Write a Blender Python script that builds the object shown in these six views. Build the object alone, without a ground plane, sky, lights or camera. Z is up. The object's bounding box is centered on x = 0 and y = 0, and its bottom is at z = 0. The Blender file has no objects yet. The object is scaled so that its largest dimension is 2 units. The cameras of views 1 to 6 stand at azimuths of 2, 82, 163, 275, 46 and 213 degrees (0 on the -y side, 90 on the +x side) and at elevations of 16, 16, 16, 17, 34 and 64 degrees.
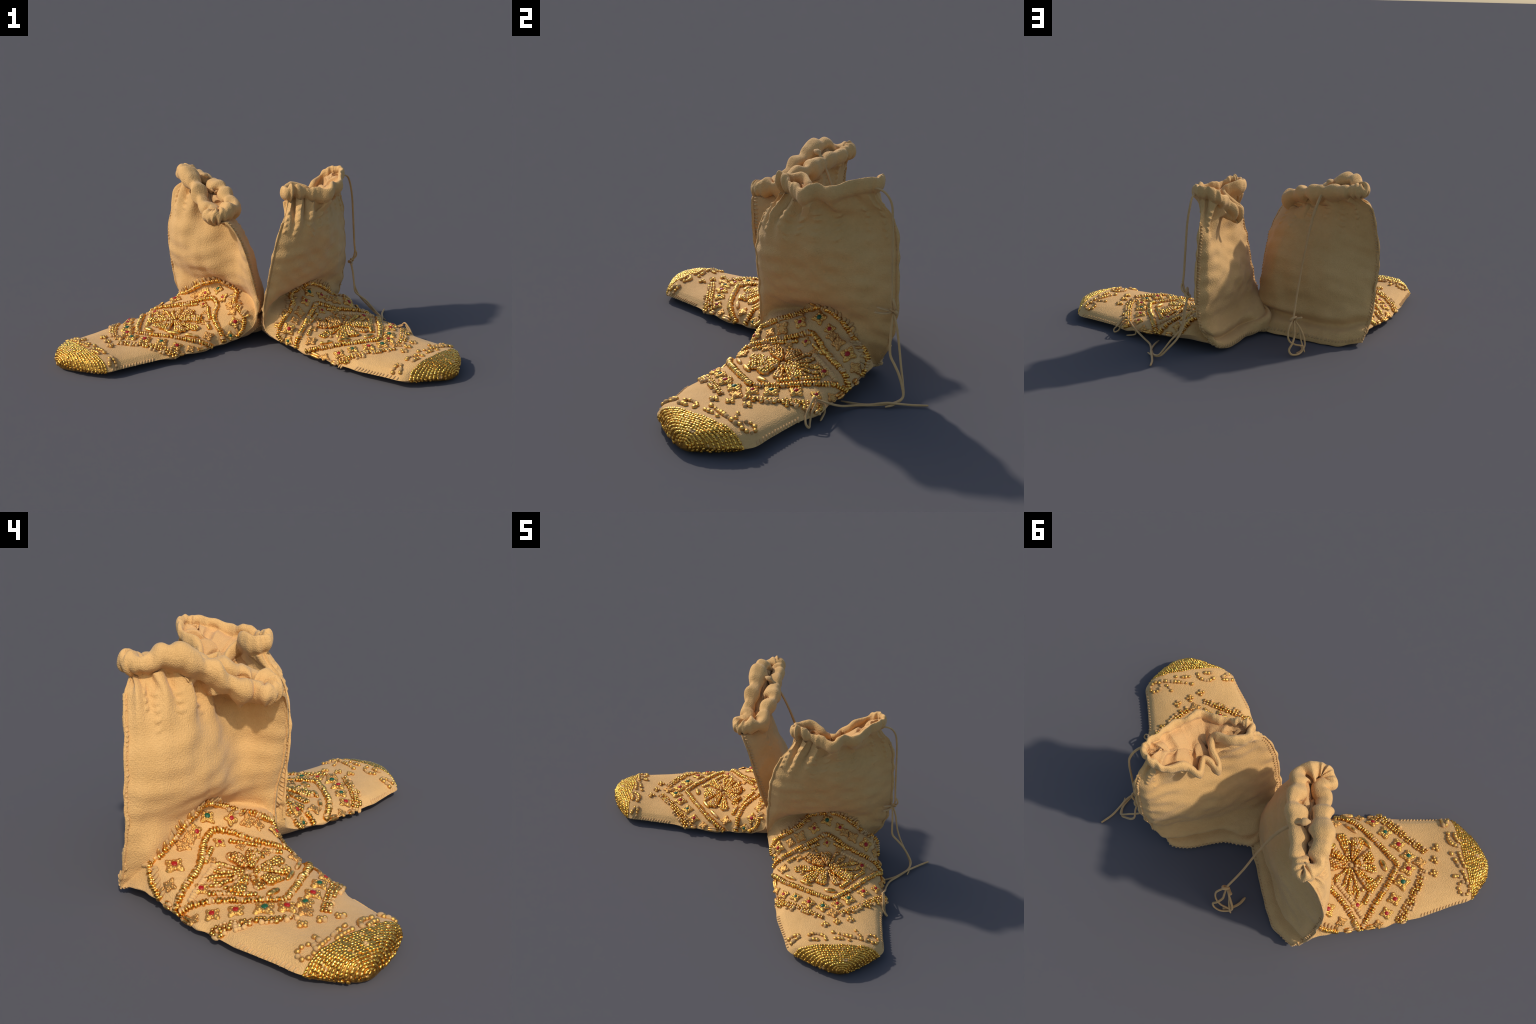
# A pair of soft bag-topped boots with gold bead embroidery on the vamps.
import bpy, bmesh, math
import numpy as np
from mathutils import Matrix, Vector

SEED = 7
Z = np.array([0.0, 0.0, 1.0])


# ------------------------------------------------------------------ maths
def hermite(t, Y, tq, flat=True):
    """Monotone (flat) or Catmull-Rom style interpolation of rows Y at t."""
    t = np.asarray(t, float)
    Y = np.asarray(Y, float)
    h = np.diff(t)
    sh = (-1,) + (1,) * (Y.ndim - 1)
    d = np.diff(Y, axis=0) / h.reshape(sh)
    m = np.zeros_like(Y)
    if flat:
        w1 = (2 * h[1:] + h[:-1]).reshape(sh)
        w2 = (h[1:] + 2 * h[:-1]).reshape(sh)
        same = d[:-1] * d[1:] > 0
        with np.errstate(divide="ignore", invalid="ignore"):
            hm = (w1 + w2) / (w1 / d[:-1] + w2 / d[1:])
        m[1:-1] = np.where(same, hm, 0.0)
    else:
        a, b = h[:-1].reshape(sh), h[1:].reshape(sh)
        m[1:-1] = (d[:-1] * b + d[1:] * a) / (a + b)
    m[0], m[-1] = d[0], d[-1]
    tq = np.clip(np.asarray(tq, float), t[0], t[-1])
    i = np.clip(np.searchsorted(t, tq, side="right") - 1, 0, len(t) - 2)
    shq = (-1,) + (1,) * (Y.ndim - 1)
    hh = h[i].reshape(shq)
    x = ((tq - t[i]) / h[i]).reshape(shq)
    return ((1 + 2 * x) * (1 - x) ** 2 * Y[i] + x * (1 - x) ** 2 * hh * m[i]
            + x * x * (3 - 2 * x) * Y[i + 1] + x * x * (x - 1) * hh * m[i + 1])


def unit(a):
    a = np.asarray(a, float)
    return a / (np.linalg.norm(a, axis=-1, keepdims=True) + 1e-12)


def bump(x, w):
    return np.exp(-(x / w) ** 2)


def ramp(x, a, b):
    t = np.clip((x - a) / (b - a), 0, 1)
    return t * t * (3 - 2 * t)


def waves(p, scale, seed, n=14):
    """Smooth pseudo-noise: a sum of random sine waves over 3D points."""
    r = np.random.default_rng(seed)
    out = np.zeros(p.shape[:-1])
    for _ in range(n):
        k = r.normal(size=3) * scale
        out += np.sin(p @ k + r.uniform(0, 6.28))
    return out / math.sqrt(n)


# ------------------------------------------------------------- the boot body
NH = 170                                   # points on each half of a section
KNOTS = np.array([0, .08, .25, .5, .75, .92, 1.0])
_x = np.linspace(0, 1, NH + 1)
SS = _x - 0.55 * np.sin(2 * math.pi * _x) / (2 * math.pi)   # denser near seams


class Section:
    """A closed cross-section between two seam points: a front (or top) sheet
    and a back (or sole) sheet, each bulging from the chord by five offsets."""

    def __init__(self, plus, minus, nf, front, nb, back, push=None, heel=None):
        self.P, self.M = np.array(plus, float), np.array(minus, float)
        self.nf, self.nb = unit(nf), unit(nb)
        self.f = np.array([0, *front, 0], float)
        self.b = np.array([0, *back, 0], float)
        self.heel = heel
        self.push = push                       # optional (direction, five offsets) on the front sheet

    def row(self):
        s = SS[:, None]
        chord = self.P * (1 - s) + self.M * s
        fr = chord + self.nf * hermite(KNOTS, self.f, SS)[:, None]
        if self.push:
            fr = fr + unit(self.push[0]) * hermite(KNOTS, np.array([0, *self.push[1], 0], float), SS)[:, None]
        bk = chord + self.nb * hermite(KNOTS, self.b, SS)[:, None]
        if self.heel:
            bk = bk + unit(self.heel[0]) * hermite(KNOTS, np.array([0, *self.heel[1], 0], float), SS)[:, None]
        return np.concatenate([fr[:-1], bk[::-1][:-1]])


def toward(plus, minus, apex):
    """direction and distance from the chord's middle to a point on the sheet"""
    v = np.array(apex, float) - (np.array(plus, float) + np.array(minus, float)) / 2
    return v, float(np.linalg.norm(v))


FOOT = np.array([.6, .93, 1.0, .93, .6])
FAN = np.array([.42, .88, 1.0, .88, .42])
SOLE = np.array([.55, .9, 1.0, .9, .55])


def foot(plus, minus, h, edge=.034, prof=FOOT, floor=.004):
    """a section of the foot: seam points at the sole edge, top at height h"""
    if len(plus) == 2:
        plus = (*plus, edge)
    if len(minus) == 2:
        minus = (*minus, edge)
    mid = (plus[2] + minus[2]) / 2
    return Section(plus, minus, Z, (h - mid) * prof, -Z, (mid - floor) * SOLE)


def ankle(plus, minus, apex, heel, prof=FAN, bprof=SOLE, push=None, pouch=None):
    vf, df = toward(plus, minus, apex)
    vb, db = toward(plus, minus, heel)
    return Section(plus, minus, vf, df * np.asarray(prof), vb, db * np.asarray(bprof), push, pouch)


def closed_curve(front, back):
    """rim line: + seam -> front -> - seam -> back -> + seam, sampled like a row"""
    pts = np.array([*front, *back], float)
    n = len(pts)
    ext = np.concatenate([pts[-3:], pts, pts[:4]])
    t = np.concatenate([[0], np.cumsum(np.sqrt(np.linalg.norm(np.diff(ext, axis=0), axis=1)))])
    a0, a1, a2 = t[3], t[3 + len(front) - 1], t[3 + n]
    fine = lambda a, b: hermite(t, ext, np.linspace(a, b, 900), flat=False)
    out = []
    for a, b in ((a0, a1), (a1, a2)):
        c = fine(a, b)
        L = np.concatenate([[0], np.cumsum(np.linalg.norm(np.diff(c, axis=0), axis=1))])
        q = SS * L[-1]
        out.append(np.stack([np.interp(q, L, c[:, k]) for k in range(3)], 1)[:-1])
    return np.concatenate(out)


def smooth_ring(a, times):
    for _ in range(times):
        a = (np.roll(a, 1, 0) + 2 * a + np.roll(a, -1, 0)) / 4
    return a


class Body:
    """Grid of points (v along the boot from toe tip to lining, u around)."""

    def __init__(self, spec):
        self.spec = spec
        secs = spec["sections"]
        rows = [s.row() for s in secs]
        tip = np.array(spec["tip"])
        rows.insert(0, rows[0] * .02 + tip * .98)
        # ---- hem: a soft roll along the rim line
        L = closed_curve(spec["rim_front"], spec["rim_back"])
        N = len(L)
        rr = np.random.default_rng(spec["ruffle"][1])
        ang = np.arange(N) / N * 2 * math.pi
        ruf = lambda: sum(rr.normal() * np.sin(f * ang + rr.uniform(0, 6.28)) for f in range(9, 30, 2)) / 3.3
        ruffle_o, ruffle_z = ruf() * spec["ruffle"][0], ruf() * spec["ruffle"][0]
        T = unit(smooth_ring(np.roll(L, -1, 0) - np.roll(L, 1, 0), spec.get("rim_soft", 10)))
        o = np.cross(T, Z)
        cen = L.mean(0)
        if np.mean(np.sum(o * (L - cen), 1)) < 0:
            o = -o
        o = unit(smooth_ring(unit(o), 12))
        L = L + o * ruffle_o[:, None] + Z * ruffle_z[:, None]
        ro, rz = spec["hem"]
        u = np.arange(N) / N
        lump = np.zeros(N)
        for c, w, a in spec.get("hem_lumps", []):
            d = np.abs((u - c + .5) % 1 - .5)
            lump += a * bump(d, w)
        ro, rz = ro * (1 + lump), rz * (1 + lump)
        R, C = ro[:, None], rz[:, None]
        q = spec.get("neck", .35)
        ends = [len(rows) - 1]
        rows.append(L - Z * C * 1.55 - o * R * q)
        ends.append(len(rows) - 1)
        for deg in (-62, -35, -5, 25, 55, 85, 115, 145, 175, 205):
            a = math.radians(deg)
            inward = spec.get("fat", 1.0) if math.cos(a) < 0 else 1.0      # the roll fills the mouth
            rows.append(L + o * R * inward * math.cos(a) + Z * C * math.sin(a))
        ends.append(len(rows) - 1)
        top = rows[-1]
        mirror = top[(-np.arange(N)) % N]             # the point facing across the mouth
        spine = (top + mirror) / 2
        spine = spine + (spine.mean(0) - spine) * np.array([.22, .22, 0])
        for drop, close in [(-.006, .3), (-.004, .62), (.004, .88), (.01, 1.0)]:
            rows.append(top * (1 - close) + spine * close - Z * drop)
        rows = np.array(rows)
        d = np.linalg.norm(np.diff(rows, axis=0), axis=2)
        d = .5 * d.mean(1) + .5 * d.max(1)
        t = np.concatenate([[0], np.cumsum(np.maximum(d, .004))])
        # resample along v
        step = spec.get("step", .0052)
        tq = [np.linspace(t[i], t[i + 1], max(2, int(round((t[i + 1] - t[i]) / step))), endpoint=False)
              for i in range(len(t) - 1)]
        vk = np.concatenate([i + (q_ - t[i]) / (t[i + 1] - t[i]) for i, q_ in enumerate(tq)] + [[len(t) - 1]])
        tq = np.concatenate(tq + [[t[-1]]])
        G = hermite(t, rows, tq)
        free = hermite(t, rows, tq, flat=False)
        w = (ramp(vk, 12.6, 13.8) * ramp(vk, ends[0] - .1, ends[0] - .7))[:, None, None]
        G = G * (1 - w) + free * w
        for _ in range(60):                          # the shaft is one smooth sheet
            H = G.copy()
            H[1:-1] = (G[:-2] + 2 * G[1:-1] + G[2:]) / 4
            G = G * (1 - w) + H * w
        self.vk, self.k_shaft, self.k_hem, self.k_in = vk, ends[0], ends[1], ends[2]
        n_in = int(np.searchsorted(vk, ends[1]))
        for _ in range(spec.get("soft", 22)):
            H = G.copy()
            H[1:-1] = (G[:-2] + 2 * G[1:-1] + G[2:]) / 4
            G[2:n_in] = H[2:n_in]           # relax lengthways: cloth has no steps
        # soften the heel corners
        us = np.minimum(np.arange(N), N - np.arange(N))
        w = (bump(vk - spec["k_heel"] - .3, .9)[:, None] * bump(us, 16)[None, :])[..., None] * .9
        for _ in range(9):
            H = G.copy()
            H[1:-1] = (G[:-2] + G[2:] + np.roll(G, 1, 1)[1:-1] + np.roll(G, -1, 1)[1:-1]) / 4
            G = G * (1 - w) + H * w
        # round the toe: relax the cap rows in both directions
        toe = ramp(vk, spec["k_cap"] + .6, spec["k_cap"] - 1.2)[:, None, None]
        for _ in range(26):
            H = G.copy()
            H[1:-1] = (G[:-2] + G[2:] + np.roll(G, 1, 1)[1:-1] + np.roll(G, -1, 1)[1:-1]) / 4
            H[0] = H[1].mean(0)
            G = G * (1 - toe) + H * toe
        self.G = G
        self.N = N
        self.u = u
        self.normals()

    def normals(self):
        G = self.G
        du = np.roll(G, -1, 1) - np.roll(G, 1, 1)
        dv = np.gradient(G, axis=0)
        n = np.cross(du, dv)
        n = unit(n)
        self.Nn = n * self.spec["side"]
        # arc length of the front centre line, from the toe cap line upward
        c = self.NH_mid()
        mid = self.G[:, c]
        L = np.concatenate([[0], np.cumsum(np.linalg.norm(np.diff(mid, axis=0), axis=1))])
        self.b = L - np.interp(self.spec["k_cap"], self.vk, L)

    def NH_mid(self):
        return int(np.argmin(np.abs(SS - .5)))

    def displace(self, D):
        self.G = self.G + self.Nn * D[..., None]
        self.normals()

    def at(self, a, b):
        """surface frame at vamp coordinates: a in [-1,1] across (+1 = plus seam),
        b = section number along the boot (toe-cap line to shaft)"""
        s = .5 - a / 2
        uf = np.interp(s, SS, np.arange(NH + 1))
        vf = np.interp(b, self.vk, np.arange(len(self.vk)))
        return self.sample(uf, vf)

    def sample(self, uf, vf):
        i, j = int(min(math.floor(vf), len(self.G) - 2)), int(math.floor(uf)) % self.N
        x, y = vf - i, uf - math.floor(uf)
        j2 = (j + 1) % self.N
        mix = lambda A: ((A[i, j] * (1 - y) + A[i, j2] * y) * (1 - x) + (A[i + 1, j] * (1 - y) + A[i + 1, j2] * y) * x)
        p, n = mix(self.G), unit(mix(self.Nn))
        tu = self.G[i, (j + 2) % self.N] - self.G[i, (j - 2) % self.N]
        tu = unit(tu - n * (tu @ n))
        return p, n, tu, np.cross(n, tu)


# ---------------------------------------------------------------- materials
def new_mat(name):
    m = bpy.data.materials.new(name)
    m.use_nodes = True
    nt = m.node_tree
    return m, nt, nt.nodes["Principled BSDF"]


def node(nt, kind, **kw):
    n = nt.nodes.new(kind)
    for k, v in kw.items():
        if k in n.inputs.keys():
            n.inputs[k].default_value = v
        else:
            setattr(n, k, v)
    return n


def colour_ramp(nt, stops):
    r = nt.nodes.new("ShaderNodeValToRGB")
    e = r.color_ramp.elements
    while len(e) < len(stops):
        e.new(.5)
    for el, (p, c) in zip(e, stops):
        el.position, el.color = p, (*c, 1)
    return r


def leather(name, light, dark, weave=560.0, strength=.55):
    m, nt, bsdf = new_mat(name)
    tc = node(nt, "ShaderNodeTexCoord")
    big = node(nt, "ShaderNodeTexNoise", Scale=7.0, Detail=4.0, Roughness=.55)
    fine = node(nt, "ShaderNodeTexNoise", Scale=60.0, Detail=3.0, Roughness=.6)
    for n in (big, fine):
        nt.links.new(tc.outputs["Object"], n.inputs["Vector"])
    add = node(nt, "ShaderNodeMath", operation="MULTIPLY_ADD")
    nt.links.new(fine.outputs["Fac"], add.inputs[0])
    add.inputs[1].default_value = .45
    nt.links.new(big.outputs["Fac"], add.inputs[2])
    cr = colour_ramp(nt, [(.45, dark), (.95, light)])
    nt.links.new(add.outputs[0], cr.inputs["Fac"])
    nt.links.new(cr.outputs["Color"], bsdf.inputs["Base Color"])
    bsdf.inputs["Roughness"].default_value = .85
    bsdf.inputs["Specular IOR Level"].default_value = .18
    bsdf.inputs["Sheen Weight"].default_value = .12
    bsdf.inputs["Sheen Roughness"].default_value = .5
    # knitted grain: small upright cells, with a softer second layer
    mp = node(nt, "ShaderNodeMapping")
    mp.inputs["Scale"].default_value = (1, 1, .6)
    nt.links.new(tc.outputs["Object"], mp.inputs["Vector"])
    vor = node(nt, "ShaderNodeTexVoronoi", Scale=weave * .42, Randomness=.7)
    w1 = node(nt, "ShaderNodeTexNoise", Scale=weave * .28, Detail=2.0)
    for n in (vor, w1):
        nt.links.new(mp.outputs["Vector"], n.inputs["Vector"])
    mx = node(nt, "ShaderNodeMath", operation="MULTIPLY_ADD")
    nt.links.new(w1.outputs["Fac"], mx.inputs[0])
    mx.inputs[1].default_value = .5
    nt.links.new(vor.outputs["Distance"], mx.inputs[2])
    bp = node(nt, "ShaderNodeBump", Strength=strength, Distance=.0035)
    nt.links.new(mx.outputs[0], bp.inputs["Height"])
    nt.links.new(bp.outputs["Normal"], bsdf.inputs["Normal"])
    return m


def gold(name, bright=(.93, .60, .17), dull=(.42, .22, .05), rough=.3, fleck=90.0, worn=.2):
    m, nt, bsdf = new_mat(name)
    tc = node(nt, "ShaderNodeTexCoord")
    n1 = node(nt, "ShaderNodeTexNoise", Scale=fleck, Detail=3.0, Roughness=.6)
    nt.links.new(tc.outputs["Object"], n1.inputs["Vector"])
    cr = colour_ramp(nt, [(.38, dull), (.60, bright)])
    nt.links.new(n1.outputs["Fac"], cr.inputs["Fac"])
    nt.links.new(cr.outputs["Color"], bsdf.inputs["Base Color"])
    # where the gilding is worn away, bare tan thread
    n3 = node(nt, "ShaderNodeTexNoise", Scale=38.0, Detail=2.0, Roughness=.55)
    nt.links.new(tc.outputs["Object"], n3.inputs["Vector"])
    bare = node(nt, "ShaderNodeMapRange")
    bare.inputs["From Min"].default_value, bare.inputs["From Max"].default_value = .62 - worn * .4, .70 - worn * .4
    nt.links.new(n3.outputs["Fac"], bare.inputs["Value"])
    mixc = node(nt, "ShaderNodeMix", data_type="RGBA")
    nt.links.new(bare.outputs["Result"], mixc.inputs["Factor"])
    nt.links.new(cr.outputs["Color"], mixc.inputs["A"])
    mixc.inputs["B"].default_value = (.58, .34, .13, 1)
    nt.links.new(mixc.outputs["Result"], bsdf.inputs["Base Color"])
    met = node(nt, "ShaderNodeMapRange")
    met.inputs["To Min"].default_value, met.inputs["To Max"].default_value = 1.0, .12
    nt.links.new(bare.outputs["Result"], met.inputs["Value"])
    nt.links.new(met.outputs["Result"], bsdf.inputs["Metallic"])
    rgh = node(nt, "ShaderNodeMapRange")
    rgh.inputs["To Min"].default_value, rgh.inputs["To Max"].default_value = rough, .65
    nt.links.new(bare.outputs["Result"], rgh.inputs["Value"])
    nt.links.new(rgh.outputs["Result"], bsdf.inputs["Roughness"])
    n2 = node(nt, "ShaderNodeTexNoise", Scale=260.0, Detail=2.0)
    nt.links.new(tc.outputs["Object"], n2.inputs["Vector"])
    bp = node(nt, "ShaderNodeBump", Strength=.3, Distance=.002)
    nt.links.new(n2.outputs["Fac"], bp.inputs["Height"])
    nt.links.new(bp.outputs["Normal"], bsdf.inputs["Normal"])
    return m


def glass_stone(name, col, col2):
    m, nt, bsdf = new_mat(name)
    tc = node(nt, "ShaderNodeTexCoord")
    n1 = node(nt, "ShaderNodeTexNoise", Scale=120.0, Detail=2.0)
    nt.links.new(tc.outputs["Object"], n1.inputs["Vector"])
    cr = colour_ramp(nt, [(.35, col2), (.65, col)])
    nt.links.new(n1.outputs["Fac"], cr.inputs["Fac"])
    nt.links.new(cr.outputs["Color"], bsdf.inputs["Base Color"])
    bsdf.inputs["Roughness"].default_value = .42
    bsdf.inputs["Specular IOR Level"].default_value = .35
    return m


HIDE = leather("hide_leather", (.67, .39, .146), (.59, .335, .116))
SOLE_HIDE = leather("sole_leather", (.65, .37, .145), (.57, .315, .115))
LACE_HIDE = leather("lace_leather", (.60, .355, .145), (.48, .28, .105), 300, .15)
GOLD = gold("gold_bead", (.95, .53, .115), (.42, .19, .035))
GOLD_DARK = gold("worn_gold", (.85, .43, .11), (.36, .17, .04), .38, 60)
GOLD_CAP = gold("gold_thread", (1.0, .55, .10), (.56, .29, .045), .25, 110, 0.0)
GOLD_GROUND = gold("dark_gold_ground", (.55, .30, .06), (.30, .15, .03), .45, 110, 0.0)
RED = glass_stone("red_glass", (.42, .010, .006), (.24, .005, .004))
GREEN = glass_stone("green_glass", (.012, .11, .045), (.008, .05, .022))


# ------------------------------------------------------------------ objects
def add_object(name, mesh, parent, loc=None):
    ob = bpy.data.objects.new(name, mesh)
    bpy.context.scene.collection.objects.link(ob)
    ob.parent = parent
    if loc is not None:
        ob.matrix_world = loc
    return ob


def mesh_from(name, V, F, mat, smooth=True):
    me = bpy.data.meshes.new(name)
    V = np.asarray(V, np.float32)
    F = np.asarray(F, np.int32)
    k = F.shape[1]
    me.vertices.add(len(V))
    me.vertices.foreach_set("co", V.ravel())
    me.loops.add(F.size)
    me.loops.foreach_set("vertex_index", F.ravel())
    me.polygons.add(len(F))
    me.polygons.foreach_set("loop_start", np.arange(len(F), dtype=np.int32) * k)
    me.polygons.foreach_set("loop_total", np.full(len(F), k, np.int32))
    if smooth:
        me.polygons.foreach_set("use_smooth", np.ones(len(F), bool))
    me.update(calc_edges=True)
    me.validate()
    me.materials.append(mat)
    return me


def grid_part(name, body, face_mask, mat, parent):
    """one region of the body grid as its own mesh with the whole body's normals"""
    R, N = body.G.shape[:2]
    r, c = np.nonzero(face_mask)
    c2 = (c + 1) % N
    quads = np.stack([r * N + c, r * N + c2, (r + 1) * N + c2, (r + 1) * N + c], 1)
    if body.spec["side"] < 0:
        quads = quads[:, ::-1]
    used, inv = np.unique(quads, return_inverse=True)
    V = body.G.reshape(-1, 3)[used]
    me = mesh_from(name, V, inv.reshape(-1, 4), mat)
    try:
        me.normals_split_custom_set_from_vertices(body.Nn.reshape(-1, 3)[used].tolist())
    except Exception:
        pass
    return add_object(name, me, parent)


def tube(points, radius, sides=10, flat=1.0, taper=None, samples=None):
    P = np.array(points, float)
    t = np.concatenate([[0], np.cumsum(np.sqrt(np.linalg.norm(np.diff(P, axis=0), axis=1)))])
    n = samples or max(8, int(np.linalg.norm(np.diff(P, axis=0), axis=1).sum() / .006))
    C = hermite(t, P, np.linspace(0, t[-1], n), flat=False)
    T = unit(np.gradient(C, axis=0))
    X = np.zeros_like(C)
    x = np.cross(T[0], Z)
    if np.linalg.norm(x) < .1:
        x = np.cross(T[0], [1, 0, 0])
    for i in range(n):
        x = unit(x - T[i] * (x @ T[i]))
        X[i] = x
    Y = np.cross(T, X)
    a = np.arange(sides) * 2 * math.pi / sides
    w = np.full(n, radius) if taper is None else radius * np.interp(np.linspace(0, 1, n), *zip(*taper))
    w = w[:, None, None]
    V = C[:, None] + w * (X[:, None] * np.cos(a)[None, :, None] + flat * Y[:, None] * np.sin(a)[None, :, None])
    V = np.concatenate([V.reshape(-1, 3), C[:1], C[-1:]])
    F = []
    for i in range(n - 1):
        for j in range(sides):
            j2 = (j + 1) % sides
            F.append((i * sides + j, i * sides + j2, (i + 1) * sides + j2, (i + 1) * sides + j))
    for j in range(sides):
        j2 = (j + 1) % sides
        F.append((n * sides, n * sides, j2, j))
        F.append((n * sides + 1, n * sides + 1, (n - 1) * sides + j, (n - 1) * sides + j2))
    return V, np.array(F)


# ------------------------------------------------------- the two boots' shapes
UP = Z
BOX = np.array([.78, .98, 1.0, .98, .78])
BOXM = np.array([.78, .98, 1.0, .84, .55])
CREASE = (.74, 1.0, 1.0, .74, .42)
CREASE2 = (.74, 1.0, 1.0, .82, .48)
SIDE = lambda f: (f, (.022, .026, 0, .026, .022))


def left_boot():
    f = np.array([-.72, -.69, 0])           # the way the toe points
    k = -f
    S = [
        foot((-.972, -.350), (-.948, -.380), .056),
        foot((-.995, -.293), (-.893, -.416), .082),
        foot((-.990, -.238), (-.806, -.455), .096),
        foot((-.988, -.180), (-.706, -.474), .100),
        foot((-.936, -.109), (-.641, -.432), .091),
        foot((-.842, .018), (-.514, -.346), .084),
        foot((-.745, .136), (-.388, -.268), .087),
        foot((-.652, .227), (-.248, -.174), .098),
        foot((-.565, .305, .042), (-.134, -.080, .045), .130, prof=BOX, floor=.006),
        ankle((-.492, .385, .055), (-.074, -.058, .065), (-.250, .168, .172), (-.24, .20, .006), prof=BOX),
        ankle((-.415, .484, .028), (-.026, -.042, .10), (-.235, .180, .205), (-.152, .352, .003), prof=BOXM, push=(f, (.065, .03, 0, 0, 0)), bprof=(.3, .75, 1, 1.25, 1.4)),
        ankle((-.455, .466, .11), (-.010, -.036, .15), (-.205, .209, .240), (-.175, .308, .085), prof=CREASE, push=(f, (.08, .055, 0, -.06, -.025)), bprof=(.35, .8, 1, 1.15, 1.25)),
        ankle((-.488, .440, .22), (.0, -.033, .22), (-.212, .202, .275), (-.166, .285, .195), prof=CREASE2, push=(f, (.04, .045, .0, -.02, -.0)), bprof=(.35, .8, 1, 1.2, .95)),
        Section((-.505, .430, .36), (-.020, -.060, .33), f + UP * .1, (.025, .048, .035, -.035, -.005), k, (.022, .088, .155, .162, .09)),
        Section((-.508, .417, .51), (-.060, -.090, .50), f, (.03, .052, .012, -.078, -.018), k, (.01, .062, .122, .15, .082)),
        Section((-.485, .416, .62), (-.100, -.090, .60), f, (.03, .045, -.022, -.10, -.025), k, (.01, .042, .082, .118, .066)),
        Section((-.452, .418, .735), (-.160, -.080, .665), f, (.028, .03, -.05, -.085, -.02), k, (.01, .028, .07, .085, .05)),
    ]
    return dict(
        sections=S, tip=(-.963, -.370, .032), side=1, k_cap=4.05, k_heel=11, toe=f,
        hem=(.025, .033), neck=.95, fat=1.75,
        rim_front=[(-.395, .428, .828), (-.425, .365, .825), (-.393, .265, .848), (-.325, .155, .785),
                   (-.275, .062, .712), (-.232, .02, .697), (-.25, -.022, .688), (-.206, -.058, .693)],
        rim_back=[(-.146, -.026, .71), (-.118, .035, .712), (-.155, .105, .752), (-.18, .175, .772),
                  (-.23, .235, .785), (-.29, .31, .80), (-.345, .385, .818)],
        hem_lumps=[(.0, .012, -.25), (.60, .016, .30), (.655, .014, .42), (.715, .012, .22), (.765, .018, .38), (.83, .02, .15),
                   (.63, .010, -.3), (.69, .010, -.3), (.745, .01, -.3), (.80, .01, -.25), (.90, .012, -.25),
                   (.20, .04, .35), (.10, .02, -.2), (.28, .02, .25)],
        pleats=[(.055, .010, .012, .34), (.10, .012, -.014, .22), (.145, .012, .018, .30), (.175, .008, -.014, .26),
                (.21, .013, .020, .32), (.245, .008, -.016, .26), (.275, .008, .014, .30), (.30, .010, -.022, .30), (.345, .012, .014, .16), (.40, .012, -.012, .14),
                (.60, .010, .012, .14), (.645, .010, -.010, .12), (.69, .010, .012, .16), (.74, .009, -.010, .14),
                (.79, .010, .011, .16), (.85, .010, -.009, .12), (.89, .010, .010, .14)],
        puckers=[.09, .118, .178, .24, .62, .67, .72, .77, .82, .88],
        heel_fold=(12.1, 12.2, .034),
        sway=(.0016, 3), ruffle=(.0035, 8),
    )


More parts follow.
